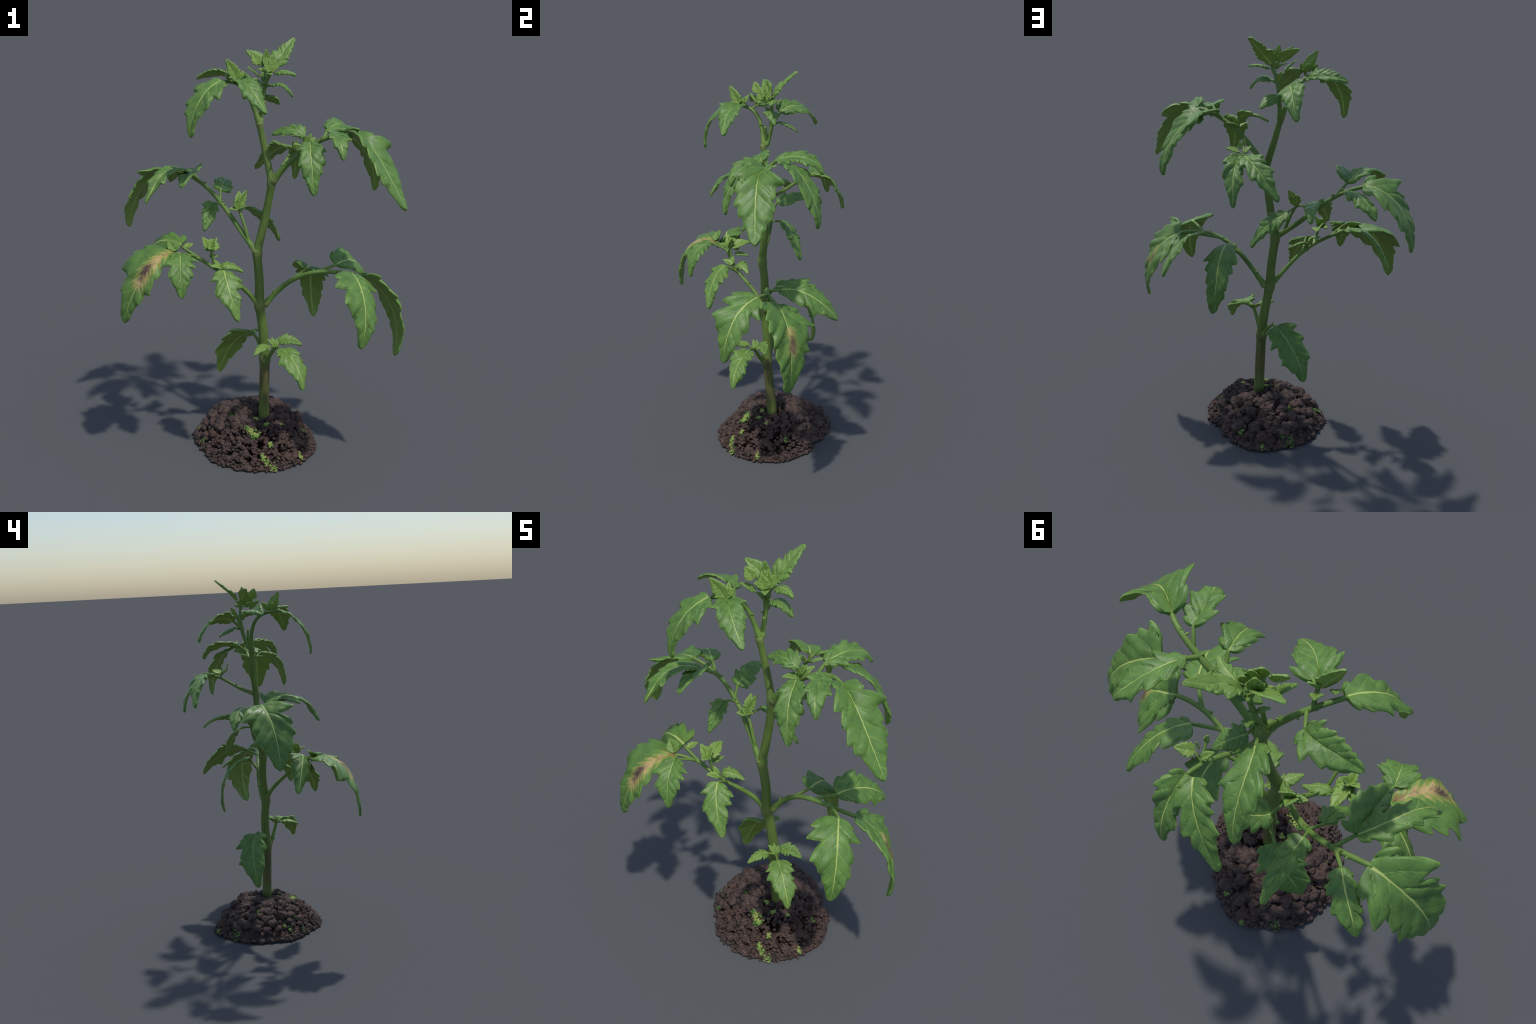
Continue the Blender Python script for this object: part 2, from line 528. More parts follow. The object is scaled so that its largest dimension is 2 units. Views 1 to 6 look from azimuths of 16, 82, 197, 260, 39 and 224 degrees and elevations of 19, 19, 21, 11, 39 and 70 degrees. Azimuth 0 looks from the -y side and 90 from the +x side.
    ob.shape_key_add(name="flat")
    key = ob.shape_key_add(name="bent")
    key.data.foreach_set("co", bent[used].astype(np.float32).ravel())
    key.value = 1.0
    ob["leaf_length"], ob["leaf_seed"], ob["leaf_young"] = float(L), seed, float(young)
    return ob


def straight(base, tip, sag=0.15):
    """Midrib control points for a small leaflet that leaves its base straight and sags to its tip."""
    a, b = np.array(base, float), np.array(tip, float)
    d = b - a
    h = V(0, 0, sag * np.linalg.norm(d))
    return [a, a + d * 0.33 + h, a + d * 0.70 + h, b]


# ------------------------------------------------------------------ the plant
plant = bpy.data.objects.new("tomato_plant", None)
COLL.objects.link(plant)
plant["label"] = "young tomato plant with drooping toothed leaves growing from a clump of soil"
plant["category"] = "tomato plant"

NODES = [V(0.043, 0.004, 0.05), V(0.043, 0.003, 0.17), V(0.043, -0.012, 0.475), V(0.006, -0.012, 0.751),
         V(-0.018, -0.002, 1.014), V(0.041, 0.009, 1.361), V(-0.037, 0.037, 1.628)]
NODE_R = [0.0265, 0.0262, 0.0245, 0.0222, 0.0205, 0.0170, 0.0135]
BOWS = [V(0, 0, 0), V(0, 0, 0), V(0.002, 0.010, 0), V(0.002, 0.011, 0), V(0.002, 0.010, 0), V(-0.004, 0.009, 0)]


def build_stem():
    pts, rad = [], []
    for i in range(len(NODES) - 1):
        a, b = NODES[i], NODES[i + 1]
        n = 22
        for k in range(n):
            s = k / n
            bow = BOWS[i] * math.sin(math.pi * s)
            pts.append(a + (b - a) * s + bow)
            rad.append(NODE_R[i] * (1 - s) + NODE_R[i + 1] * s)
    pts.append(NODES[-1])
    rad.append(NODE_R[-1])
    pts, rad = np.array(pts), np.array(rad)
    sm = pts.copy()
    for _ in range(4):
        sm[1:-1] = 0.25 * sm[:-2] + 0.5 * sm[1:-1] + 0.25 * sm[2:]
    for j, nd in enumerate(NODES[2:]):
        rad = rad + (0.0052, 0.0058, 0.0050, 0.0046, 0.0042)[j] * np.exp(-((sm[:, 2] - nd[2] + 0.004) / 0.019) ** 2)
    v, f = tube(sm, rad, 32, 0.03, 0.010)
    ob = mesh_object("stem", v, f, [M_STEM], plant)
    return ob


build_stem()


def stalk(ctrls, r0, r1, twigs=(), stubs=6, name="compound_leaf", flare=0.35):
    """Leaf stalk along a Bezier, with side stalks and little knobs; returns the parent mesh of its leaflets."""
    t = np.linspace(0, 1, 48)
    P = bezier(ctrls, t)
    R = r0 + (r1 - r0) * t + r0 * flare * np.exp(-(t / 0.07) ** 2)
    parts = [tube(P, R, 18, 0.05, 0.02)]
    paths = P
    for a, b, ra, rb, sag in twigs:
        a, b = np.array(a, float), np.array(b, float)
        a = paths[np.argmin(((paths - a) ** 2).sum(1))]
        d = b - a
        h = V(0, 0, sag * np.linalg.norm(d))
        path = bezier([a, a + d * 0.35 + h, a + d * 0.7 + h, b], np.linspace(0, 1, 16))
        parts.append(tube(path, np.linspace(ra, rb, 16), 14, 0.05))
        paths = np.concatenate([paths, path])
    for _ in range(stubs):
        i = int(RNG.uniform(0.12, 0.95) * 47)
        d = unit(RNG.normal(size=3) * V(1, 1, 0.4) + V(0, 0, 0.8))
        r = R[i]
        q = np.array([P[i], P[i] + d * r * 1.15, P[i] + d * (r * 1.2 + RNG.uniform(0.003, 0.008))])
        parts.append(tube(q, [r * 0.55, r * 0.45, r * 0.38], 10))
    v, f = join(parts)
    return mesh_object(name, v, f, [M_STALK], plant)


# --- lower left leaf, with one badly blighted leaflet and a tuft of young leaflets on its stalk
A = stalk([(-0.004, -0.016, 0.762), (-0.095, -0.036, 0.875), (-0.098, -0.183, 0.933), (-0.341, -0.150, 1.050)], 0.0115, 0.0075,
          [((-0.235, -0.158, 1.017), (-0.350, -0.205, 1.034), 0.0085, 0.0065, 0.06),
           ((-0.250, -0.157, 1.022), (-0.313, -0.248, 1.050), 0.0060, 0.0045, 0.05),
           ((-0.117, -0.120, 0.930), (-0.121, -0.188, 0.971), 0.0075, 0.0055, 0.05),
           ((-0.135, -0.130, 0.940), (-0.156, -0.119, 0.958), 0.0060, 0.0045, 0.0),
           ((-0.175, -0.143, 0.972), (-0.197, -0.150, 1.050), 0.0070, 0.0055, 0.0)])
leaflet([(-0.346, -0.202, 1.032), (-0.391, -0.333, 1.101), (-0.476, -0.419, 0.937), (-0.523, -0.412, 0.740)],
        [(-0.356, -0.348, 1.010), (-0.370, -0.392, 0.964), (-0.399, -0.418, 0.889), (-0.443, -0.424, 0.845), (-0.480, -0.418, 0.800)],
        [(-0.516, -0.209, 1.054), (-0.555, -0.245, 1.027), (-0.594, -0.283, 0.956), (-0.559, -0.375, 0.883)],
        parent=A, mat=M_SICK, arch=0.05)
leaflet([(-0.313, -0.248, 1.049), (-0.281, -0.331, 1.034), (-0.268, -0.368, 0.970), (-0.257, -0.370, 0.880)],
        [(-0.214, -0.305, 1.017), (-0.216, -0.329, 0.975), (-0.231, -0.350, 0.940)],
        [(-0.350, -0.355, 1.022), (-0.319, -0.384, 0.979), (-0.295, -0.384, 0.939)],
        parent=A)
leaflet([(-0.346, -0.150, 1.060), (-0.463, -0.134, 1.100), (-0.525, -0.101, 1.012), (-0.581, -0.067, 0.904)],
        [(-0.442, -0.188, 0.978), (-0.503, -0.144, 0.945)],
        [(-0.371, -0.053, 1.083), (-0.434, -0.050, 1.090)],
        parent=A)
leaflet([(-0.121, -0.188, 0.971), (-0.087, -0.260, 0.947), (-0.046, -0.284, 0.865), (-0.008, -0.302, 0.779)],
        [(-0.017, -0.216, 0.908), (-0.007, -0.255, 0.871), (-0.007, -0.270, 0.837)],
        [(-0.161, -0.270, 0.939), (-0.117, -0.311, 0.885), (-0.071, -0.318, 0.852)],
        parent=A, young=0.2)
leaflet([(-0.156, -0.119, 0.958), (-0.122, -0.115, 0.981), (-0.104, -0.094, 0.965), (-0.061, -0.074, 0.934)],
        [(-0.136, -0.072, 0.981)], [(-0.091, -0.110, 0.945)], parent=A, small=True, young=0.35)
leaflet(straight((-0.349, -0.206, 1.046), (-0.404, -0.177, 1.084), 0.1), up=(0.3, -0.6, 0.7), width=0.48, parent=A, small=True, young=0.35, notch=0.15, fold=25)
for base, tip, w, upd in (((-0.205, -0.150, 1.048), (-0.242, -0.150, 1.108), 0.40, (0.6, -0.6, 0.4)),
                          ((-0.200, -0.140, 1.046), (-0.217, -0.035, 1.060), 0.34, (0.5, -0.2, 0.8)),
                          ((-0.195, -0.150, 1.050), (-0.175, -0.135, 1.110), 0.36, (-0.4, -0.7, 0.4)),
                          ((-0.200, -0.155, 1.048), (-0.190, -0.205, 1.075), 0.42, (0.2, 0.3, 0.9)),
                          ((-0.205, -0.145, 1.045), (-0.250, -0.105, 1.060), 0.42, (0.2, 0.0, 0.9)),
                          ((-0.322, -0.147, 1.045), (-0.307, -0.094, 1.050), 0.40, (0.0, -0.3, 0.9)),
                          ((-0.205, -0.122, 1.004), (-0.198, -0.050, 0.988), 0.26, (0.3, -0.2, 0.9)),
                          ((-0.160, -0.140, 0.965), (-0.185, -0.137, 1.000), 0.36, (0.4, -0.6, 0.6)),
                          ((-0.150, -0.150, 0.962), (-0.185, -0.190, 0.985), 0.40, (0.0, -0.3, 0.9)),
                          ((-0.198, -0.150, 1.050), (-0.205, -0.130, 1.100), 0.36, (0.5, -0.7, 0.2))):
    leaflet(straight(base, tip, 0.10), up=upd, width=w, parent=A, small=True, young=0.9, fold=22, pucker=0.8, thick=0.0075, notch=0.6)

# --- lower right leaf
B = stalk([(0.030, 0.000, 0.750), (0.143, 0.037, 0.921), (0.279, -0.084, 1.013), (0.493, -0.012, 0.964)], 0.0130, 0.0085,
          [((0.375, -0.036, 0.990), (0.461, -0.098, 1.001), 0.0090, 0.0070, 0.05),
           ((0.270, -0.030, 0.985), (0.363, 0.035, 0.990), 0.0085, 0.0065, 0.0),
           ((0.150, -0.005, 0.905), (0.223, 0.034, 0.955), 0.0085, 0.0065, 0.0)])
leaflet([(0.490, -0.011, 0.966), (0.635, 0.032, 0.913), (0.700, 0.025, 0.736), (0.675, -0.014, 0.590)],
        [(0.524, 0.160, 0.848), (0.603, 0.118, 0.758)],
        [(0.598, -0.105, 1.002), (0.638, -0.084, 0.959), (0.680, -0.082, 0.913), (0.695, -0.068, 0.839)],
        parent=B, mat=M_SICK_FAINT, pucker=1.8)
leaflet([(0.461, -0.100, 1.001), (0.533, -0.217, 0.995), (0.578, -0.281, 0.876), (0.551, -0.289, 0.723)],
        [(0.589, -0.112, 0.937), (0.598, -0.178, 0.880), (0.605, -0.222, 0.829), (0.597, -0.250, 0.791)],
        [(0.405, -0.222, 1.021), (0.414, -0.272, 0.993), (0.471, -0.329, 0.941), (0.508, -0.313, 0.879), (0.527, -0.314, 0.833)],
        parent=B, deep=0.18)
leaflet([(0.363, 0.035, 0.990), (0.419, 0.118, 1.019), (0.455, 0.222, 0.946), (0.459, 0.287, 0.839)],
        [(0.319, 0.110, 1.028), (0.354, 0.180, 1.033), (0.378, 0.206, 1.000), (0.394, 0.245, 0.963), (0.424, 0.271, 0.916)],
        [(0.459, 0.074, 0.958), (0.478, 0.117, 0.936), (0.488, 0.169, 0.888), (0.483, 0.218, 0.882)],
        parent=B)
leaflet([(0.223, 0.034, 0.955), (0.223, 0.185, 0.950), (0.190, 0.235, 0.808), (0.234, 0.200, 0.642)],
        [(0.120, 0.173, 0.917), (0.155, 0.225, 0.786), (0.165, 0.222, 0.740), (0.194, 0.215, 0.700)],
        [(0.314, 0.139, 0.891), (0.275, 0.185, 0.794), (0.267, 0.209, 0.746), (0.256, 0.220, 0.707)],
        parent=B)

# --- middle left leaf
C_ = stalk([(-0.016, -0.012, 1.018), (-0.219, 0.113, 1.169), (-0.286, 0.122, 1.314), (-0.464, 0.080, 1.354)], 0.0125, 0.0085,
           [((-0.060, 0.008, 1.070), (-0.128, 0.050, 1.200), 0.0085, 0.0060, 0.10),
            ((-0.128, 0.050, 1.195), (-0.109, 0.128, 1.194), 0.0060, 0.0050, 0.05),
            ((-0.330, 0.104, 1.320), (-0.400, 0.140, 1.337), 0.0075, 0.0060, 0.05),
            ((-0.320, 0.100, 1.315), (-0.371, 0.036, 1.350), 0.0075, 0.0060, 0.05),
            ((-0.215, 0.090, 1.222), (-0.259, 0.044, 1.219), 0.0065, 0.0050, 0.05),
            ((-0.225, 0.095, 1.232), (-0.248, 0.131, 1.265), 0.0070, 0.0055, 0.0)])
leaflet([(-0.455, 0.084, 1.356), (-0.594, 0.071, 1.367), (-0.692, 0.043, 1.212), (-0.697, 0.044, 1.052)],
        [(-0.604, -0.061, 1.356), (-0.630, -0.050, 1.283), (-0.664, -0.054, 1.230), (-0.697, -0.031, 1.177), (-0.705, -0.013, 1.142)],
        [(-0.600, 0.210, 1.302), (-0.638, 0.165, 1.243), (-0.668, 0.163, 1.192)],
        parent=C_, deep=0.12, pucker=1.6, arch=-0.06)
leaflet([(-0.371, 0.036, 1.350), (-0.433, -0.044, 1.424), (-0.445, -0.155, 1.406), (-0.497, -0.213, 1.259)],
        [(-0.427, -0.176, 1.350), (-0.484, -0.187, 1.286)],
        [(-0.498, -0.114, 1.381), (-0.509, -0.165, 1.346)],
        parent=C_, width=0.2)
leaflet([(-0.371, 0.036, 1.348), (-0.358, -0.025, 1.380), (-0.350, -0.090, 1.370), (-0.345, -0.153, 1.336)],
        [(-0.314, 0.048, 1.410), (-0.292, -0.029, 1.414)], [(-0.405, -0.060, 1.365)], parent=C_, small=True)
leaflet([(-0.400, 0.140, 1.337), (-0.461, 0.197, 1.358), (-0.516, 0.221, 1.325), (-0.556, 0.245, 1.251)],
        [(-0.532, 0.183, 1.301), (-0.554, 0.211, 1.295)],
        [(-0.393, 0.193, 1.346), (-0.419, 0.227, 1.319), (-0.466, 0.258, 1.304), (-0.507, 0.259, 1.289)],
        parent=C_, small=True)
leaflet([(-0.259, 0.044, 1.219), (-0.242, -0.010, 1.208), (-0.260, -0.036, 1.158), (-0.257, -0.073, 1.114)],
        [(-0.209, -0.003, 1.197), (-0.223, -0.027, 1.155), (-0.238, -0.051, 1.136)],
        [(-0.293, -0.018, 1.226), (-0.286, -0.038, 1.193), (-0.275, -0.056, 1.162)],
        parent=C_, small=True)
leaflet([(-0.248, 0.131, 1.265), (-0.259, 0.221, 1.275), (-0.274, 0.302, 1.297), (-0.289, 0.361, 1.238)],
        [(-0.292, 0.150, 1.283), (-0.298, 0.185, 1.304)], [(-0.201, 0.159, 1.252), (-0.208, 0.225, 1.269)],
        parent=C_)
leaflet([(-0.109, 0.128, 1.194), (-0.069, 0.180, 1.167), (0.015, 0.178, 1.107), (0.042, 0.194, 1.020)],
        [(-0.052, 0.215, 1.107)],
        [(0.025, 0.136, 1.133)],
        parent=C_, small=True)
for base, tip, w, upd in (((-0.128, 0.050, 1.215), (-0.099, 0.084, 1.291), 0.30, (0.6, -0.6, 0.3)),
                          ((-0.130, 0.050, 1.215), (-0.143, 0.099, 1.278), 0.34, (0.4, -0.7, 0.3)),
                          ((-0.125, 0.048, 1.205), (-0.090, 0.040, 1.225), 0.40, (0.0, -0.4, 0.9)),
                          ((-0.130, 0.045, 1.200), (-0.170, 0.020, 1.205), 0.42, (0.0, -0.3, 0.9)),
                          ((-0.130, 0.045, 1.205), (-0.150, 0.030, 1.235), 0.36, (0.5, -0.5, 0.6))):
    leaflet(straight(base, tip, 0.08), up=upd, width=w, parent=C_, small=True, young=0.75, fold=18, pucker=0.8, thick=0.0075, notch=0.7)

# --- upper right leaf
D = stalk([(0.045, 0.008, 1.362), (0.166, 0.001, 1.554), (0.323, 0.029, 1.627), (0.411, -0.028, 1.608)], 0.0140, 0.0080,
          [((0.262, 0.014, 1.586), (0.281, 0.054, 1.619), 0.0085, 0.0070, 0.0),
           ((0.275, 0.042, 1.612), (0.336, 0.092, 1.605), 0.0080, 0.0065, 0.10),
           ((0.290, 0.010, 1.592), (0.331, -0.036, 1.625), 0.0070, 0.0055, 0.05),
           ((0.185, 0.008, 1.530), (0.225, -0.065, 1.575), 0.0080, 0.0060, 0.0),
           ((0.180, 0.008, 1.525), (0.187, -0.005, 1.592), 0.0080, 0.0060, 0.0)])
leaflet([(0.411, -0.028, 1.611), (0.523, -0.100, 1.611), (0.587, -0.104, 1.461), (0.681, -0.128, 1.331)],
        [(0.505, -0.018, 1.634), (0.572, 0.039, 1.560), (0.597, -0.014, 1.512), (0.631, -0.022, 1.466), (0.646, -0.049, 1.430), (0.660, -0.077, 1.389)],
        [(0.430, -0.112, 1.648), (0.492, -0.194, 1.614), (0.529, -0.189, 1.543), (0.560, -0.203, 1.491), (0.584, -0.187, 1.444)],
        parent=D)
leaflet([(0.336, 0.092, 1.603), (0.425, 0.153, 1.587), (0.502, 0.205, 1.434), (0.492, 0.197, 1.321)],
        [(0.413, 0.231, 1.473), (0.430, 0.232, 1.427), (0.461, 0.223, 1.388)],
        [(0.435, 0.037, 1.635), (0.452, 0.069, 1.610), (0.490, 0.098, 1.548), (0.522, 0.150, 1.435), (0.519, 0.181, 1.381)],
        parent=D)
leaflet([(0.281, 0.054, 1.619), (0.310, 0.125, 1.644), (0.339, 0.247, 1.627), (0.372, 0.254, 1.548)],
        [(0.262, 0.147, 1.654), (0.277, 0.202, 1.654), (0.299, 0.248, 1.607)],
        [(0.387, 0.176, 1.603)],
        parent=D)
leaflet([(0.331, -0.036, 1.625), (0.358, -0.121, 1.627), (0.389, -0.194, 1.615), (0.406, -0.190, 1.537)],
        [(0.424, -0.115, 1.614), (0.419, -0.160, 1.582)],
        [(0.335, -0.171, 1.633), (0.361, -0.189, 1.588)],
        parent=D)
leaflet([(0.225, -0.065, 1.575), (0.250, -0.155, 1.574), (0.271, -0.200, 1.479), (0.291, -0.213, 1.373)],
        [(0.316, -0.126, 1.560), (0.321, -0.150, 1.502), (0.315, -0.183, 1.469)],
        [(0.191, -0.155, 1.556), (0.210, -0.201, 1.496), (0.234, -0.213, 1.451), (0.257, -0.221, 1.423)],
        parent=D)
leaflet([(0.187, -0.005, 1.592), (0.149, -0.021, 1.627), (0.094, 0.008, 1.612), (0.037, -0.007, 1.586)],
        [(0.174, -0.030, 1.585), (0.092, -0.050, 1.593)],
        [(0.175, 0.031, 1.630), (0.110, 0.038, 1.635), (0.066, 0.028, 1.613)],
        parent=D, small=True)
for base, tip, w, upd, yg in (((0.195, 0.000, 1.560), (0.215, 0.020, 1.600), 0.36, (0.0, -0.3, 0.9), 0.5),
                              ((0.185, 0.000, 1.540), (0.150, -0.060, 1.560), 0.34, (0.0, -0.3, 0.9), 0.6),
                              ((0.190, 0.005, 1.545), (0.225, 0.060, 1.575), 0.36, (0.0, -0.3, 0.9), 0.7)):
    leaflet(straight(base, tip, 0.08), up=upd, width=w, parent=D, small=True, young=yg, fold=15, pucker=0.8, thick=0.0075, notch=0.6)

# --- leaf on the far side at the same node
G = stalk([(0.035, 0.030, 1.366), (0.056, 0.132, 1.398), (0.077, 0.166, 1.457), (0.080, 0.262, 1.480)], 0.0095, 0.0065,
          [((0.076, 0.205, 1.474), (0.103, 0.160, 1.500), 0.0055, 0.0045, 0.0),
           ((0.077, 0.210, 1.476), (0.113, 0.200, 1.480), 0.0050, 0.0040, 0.0)])
leaflet([(0.084, 0.262, 1.478), (0.082, 0.363, 1.457), (0.052, 0.420, 1.381), (0.051, 0.423, 1.282)],
        [(0.013, 0.393, 1.384)],
        [(0.134, 0.353, 1.469), (0.124, 0.379, 1.401)],
        parent=G)
leaflet([(0.060, 0.258, 1.477), (0.001, 0.340, 1.485), (-0.078, 0.365, 1.415), (-0.148, 0.386, 1.327)],
        [(-0.061, 0.296, 1.477), (-0.107, 0.330, 1.450)],
        [(-0.023, 0.400, 1.412), (-0.063, 0.395, 1.381)],
        parent=G)
for base, tip, w, upd in (((0.113, 0.200, 1.480), (0.160, 0.235, 1.498), 0.44, (0.0, 0.3, 0.9)),
                          ((0.103, 0.160, 1.497), (0.100, 0.152, 1.535), 0.30, (0.0, 0.9, 0.2)),
                          ((0.108, 0.185, 1.490), (0.112, 0.188, 1.530), 0.30, (0.3, 0.9, 0.2)),
                          ((0.085, 0.200, 1.478), (0.060, 0.170, 1.505), 0.36, (0.0, 0.3, 0.9))):
    leaflet(straight(base, tip, 0.06), up=upd, width=w, parent=G, small=True, young=0.9, fold=12, pucker=0.8, thick=0.0075, notch=0.7)

# --- arching top left leaf
E_ = stalk([(-0.040, 0.041, 1.628), (-0.097, 0.044, 1.774), (-0.118, 0.019, 1.817), (-0.182, -0.090, 1.818)], 0.0110, 0.0070,
           [((-0.118, 0.000, 1.805), (-0.159, 0.042, 1.812), 0.0065, 0.0050, 0.05),
            ((-0.120, -0.020, 1.815), (-0.106, -0.070, 1.826), 0.0070, 0.0055, 0.05)])
leaflet([(-0.180, -0.088, 1.821), (-0.223, -0.177, 1.808), (-0.272, -0.233, 1.710), (-0.269, -0.240, 1.588)],
        [(-0.146, -0.131, 1.803), (-0.155, -0.200, 1.761), (-0.200, -0.233, 1.719), (-0.229, -0.237, 1.680)],
        [(-0.235, -0.089, 1.827), (-0.296, -0.151, 1.785), (-0.309, -0.198, 1.722), (-0.306, -0.222, 1.684)],
        parent=E_)
leaflet([(-0.106, -0.072, 1.825), (-0.038, -0.136, 1.828), (0.000, -0.155, 1.768), (0.053, -0.173, 1.707)],
        [(-0.022, -0.047, 1.841), (0.012, -0.092, 1.793), (0.029, -0.120, 1.765)],
        [(-0.098, -0.172, 1.840), (-0.044, -0.188, 1.774)],
        parent=E_)
leaflet([(-0.159, 0.042, 1.810), (-0.210, 0.063, 1.836), (-0.283, 0.040, 1.840), (-0.341, 0.027, 1.808)],
        [(-0.194, 0.009, 1.865), (-0.259, 0.010, 1.859), (-0.288, 0.017, 1.849), (-0.308, 0.021, 1.838)],
        [(-0.215, 0.120, 1.826), (-0.263, 0.096, 1.817)],
        parent=E_)
for base, tip, w, upd, yg in (((-0.118, -0.062, 1.828), (-0.157, -0.103, 1.918), 0.34, (0.6, -0.7, 0.2), 0.7),
                              ((-0.112, -0.055, 1.828), (-0.095, -0.035, 1.865), 0.36, (0.5, -0.7, 0.4), 0.9),
                              ((-0.115, -0.055, 1.828), (-0.085, -0.060, 1.850), 0.40, (0.2, -0.5, 0.8), 0.8),
                              ((-0.125, -0.040, 1.826), (-0.140, -0.010, 1.870), 0.34, (0.5, -0.6, 0.4), 0.7),
                              ((-0.150, -0.080, 1.825), (-0.168, -0.060, 1.865), 0.34, (0.6, -0.6, 0.3), 0.6)):
    leaflet(straight(base, tip, 0.05), up=upd, width=w, parent=E_, small=True, young=yg, fold=15, pucker=0.8, thick=0.0075, notch=0.6)

# --- growing tip
F = stalk([(-0.036, 0.052, 1.625), (-0.043, 0.102, 1.724), (-0.037, 0.090, 1.800), (0.001, 0.081, 1.850)], 0.0110, 0.0075,
          [((-0.036, 0.085, 1.725), (-0.092, 0.147, 1.780), 0.0080, 0.0060, 0.05),
           ((-0.037, 0.085, 1.725), (-0.041, 0.128, 1.738), 0.0060, 0.0045, 0.0),
           ((-0.028, 0.089, 1.785), (0.009, 0.066, 1.796), 0.0065, 0.0050, 0.0),
           ((0.000, 0.081, 1.845), (0.001, 0.095, 1.874), 0.0075, 0.0065, 0.0),
           ((-0.036, 0.050, 1.640), (-0.017, 0.048, 1.722), 0.0075, 0.0065, 0.0)], name="growing_tip")
leaflet([(0.001, 0.095, 1.871), (0.026, 0.103, 1.909), (0.045, 0.159, 1.947), (0.072, 0.205, 1.998)],
        [(-0.019, 0.117, 1.925), (-0.013, 0.147, 1.947), (0.010, 0.160, 1.962), (0.024, 0.171, 1.975)],
        [(0.071, 0.103, 1.904), (0.073, 0.118, 1.918), (0.077, 0.138, 1.948)],
        parent=F, young=0.35)
leaflet([(-0.092, 0.147, 1.779), (-0.141, 0.215, 1.828), (-0.161, 0.321, 1.774), (-0.206, 0.350, 1.679)],
        [(-0.179, 0.194, 1.836), (-0.208, 0.245, 1.809)],
        [(-0.077, 0.220, 1.764), (-0.087, 0.286, 1.768)],
        parent=F)
leaflet([(0.017, 0.085, 1.849), (0.053, 0.075, 1.868), (0.096, 0.079, 1.859), (0.121, 0.054, 1.847)], up=(0.2, -0.2, 1), width=0.27,
        parent=F, small=True, young=0.3)
leaflet([(0.009, 0.064, 1.794), (0.046, 0.076, 1.825), (0.086, 0.064, 1.800), (0.106, 0.078, 1.748)], up=(0.6, 0.1, 0.8), width=0.33,
        parent=F, small=True, young=0.1)
leaflet([(-0.041, 0.128, 1.736), (-0.021, 0.159, 1.734), (-0.003, 0.187, 1.717), (0.012, 0.207, 1.689)], up=(-0.2, 0.4, 1), width=0.40,
        parent=F, small=True, young=0.1)
for base, tip, w, upd, yg in (((-0.028, 0.075, 1.885), (-0.119, 0.067, 1.943), 0.36, (0.4, -0.6, 0.6), 0.45),
                              ((-0.022, 0.075, 1.885), (-0.025, 0.072, 1.955), 0.36, (0.6, -0.7, 0.2), 0.4),
                              ((-0.046, 0.024, 1.892), (-0.074, 0.012, 1.942), 0.55, (0.6, -0.7, 0.2), 1.0),
                              ((0.002, 0.034, 1.860), (-0.008, 0.030, 1.922), 0.46, (0.6, -0.7, 0.2), 1.0),
                              ((0.007, 0.055, 1.855), (0.005, 0.056, 1.932), 0.34, (0.6, -0.6, 0.1), 1.0),
                              ((0.010, 0.065, 1.862), (0.020, 0.075, 1.908), 0.50, (0.6, -0.7, 0.2), 1.0),
                              ((-0.018, 0.060, 1.880), (-0.034, 0.070, 1.930), 0.36, (0.6, -0.7, 0.2), 0.9),
                              ((-0.015, 0.060, 1.850), (-0.050, 0.030, 1.870), 0.40, (0.2, -0.3, 0.9), 0.8),
                              ((-0.010, 0.050, 1.845), (0.020, 0.010, 1.850), 0.42, (0.2, -0.2, 0.9), 0.7),
                              ((-0.045, 0.035, 1.835), (-0.086, -0.010, 1.880), 0.28, (0.6, 0.2, 0.7), 0.4),
                              ((-0.040, 0.120, 1.800), (-0.063, 0.144, 1.850), 0.30, (0.5, -0.5, 0.4), 0.3),
                              ((-0.005, 0.080, 1.850), (-0.030, 0.105, 1.885), 0.40, (0.3, -0.3, 0.8), 0.7),
                              ((-0.030, 0.085, 1.780), (-0.060, 0.060, 1.815), 0.32, (0.2, -0.3, 0.8), 0.4)):
    leaflet(straight(base, tip, 0.05), up=upd, width=w, parent=F, small=True, young=yg, fold=14, pucker=0.8, thick=0.008, notch=0.35 if yg > 0.8 else 0.6)

# --- lowest node: a small side shoot in front and a single leaf behind
S = stalk([(0.052, -0.030, 0.470), (0.075, -0.055, 0.500), (0.095, -0.075, 0.555), (0.118, -0.088, 0.582)], 0.0125, 0.0075,
          [((0.112, -0.085, 0.578), (0.154, -0.124, 0.589), 0.0070, 0.0055, 0.08),
           ((0.112, -0.085, 0.578), (0.128, -0.060, 0.596), 0.0060, 0.0050, 0.0),
           ((0.110, -0.085, 0.576), (0.088, -0.112, 0.590), 0.0055, 0.0045, 0.05)], stubs=2, name="side_shoot")
leaflet([(0.154, -0.124, 0.588), (0.219, -0.173, 0.586), (0.284, -0.228, 0.522), (0.287, -0.228, 0.445)],
        [(0.224, -0.107, 0.593), (0.250, -0.119, 0.577), (0.295, -0.161, 0.525), (0.295, -0.182, 0.494)],
        [(0.153, -0.218, 0.591), (0.170, -0.232, 0.558), (0.226, -0.242, 0.526), (0.255, -0.243, 0.498)],
        parent=S, young=0.25)
leaflet([(0.126, -0.062, 0.594), (0.150, -0.050, 0.622), (0.185, -0.035, 0.606), (0.234, -0.050, 0.592)],
        [(0.158, -0.022, 0.630)], [(0.180, -0.078, 0.598)], parent=S, small=True, young=0.3)
leaflet([(0.088, -0.112, 0.590), (0.070, -0.135, 0.608), (0.055, -0.170, 0.604), (0.043, -0.207, 0.575)],
        up=(0.0, -0.2, 1), width=0.32, parent=S, small=True, young=0.5)
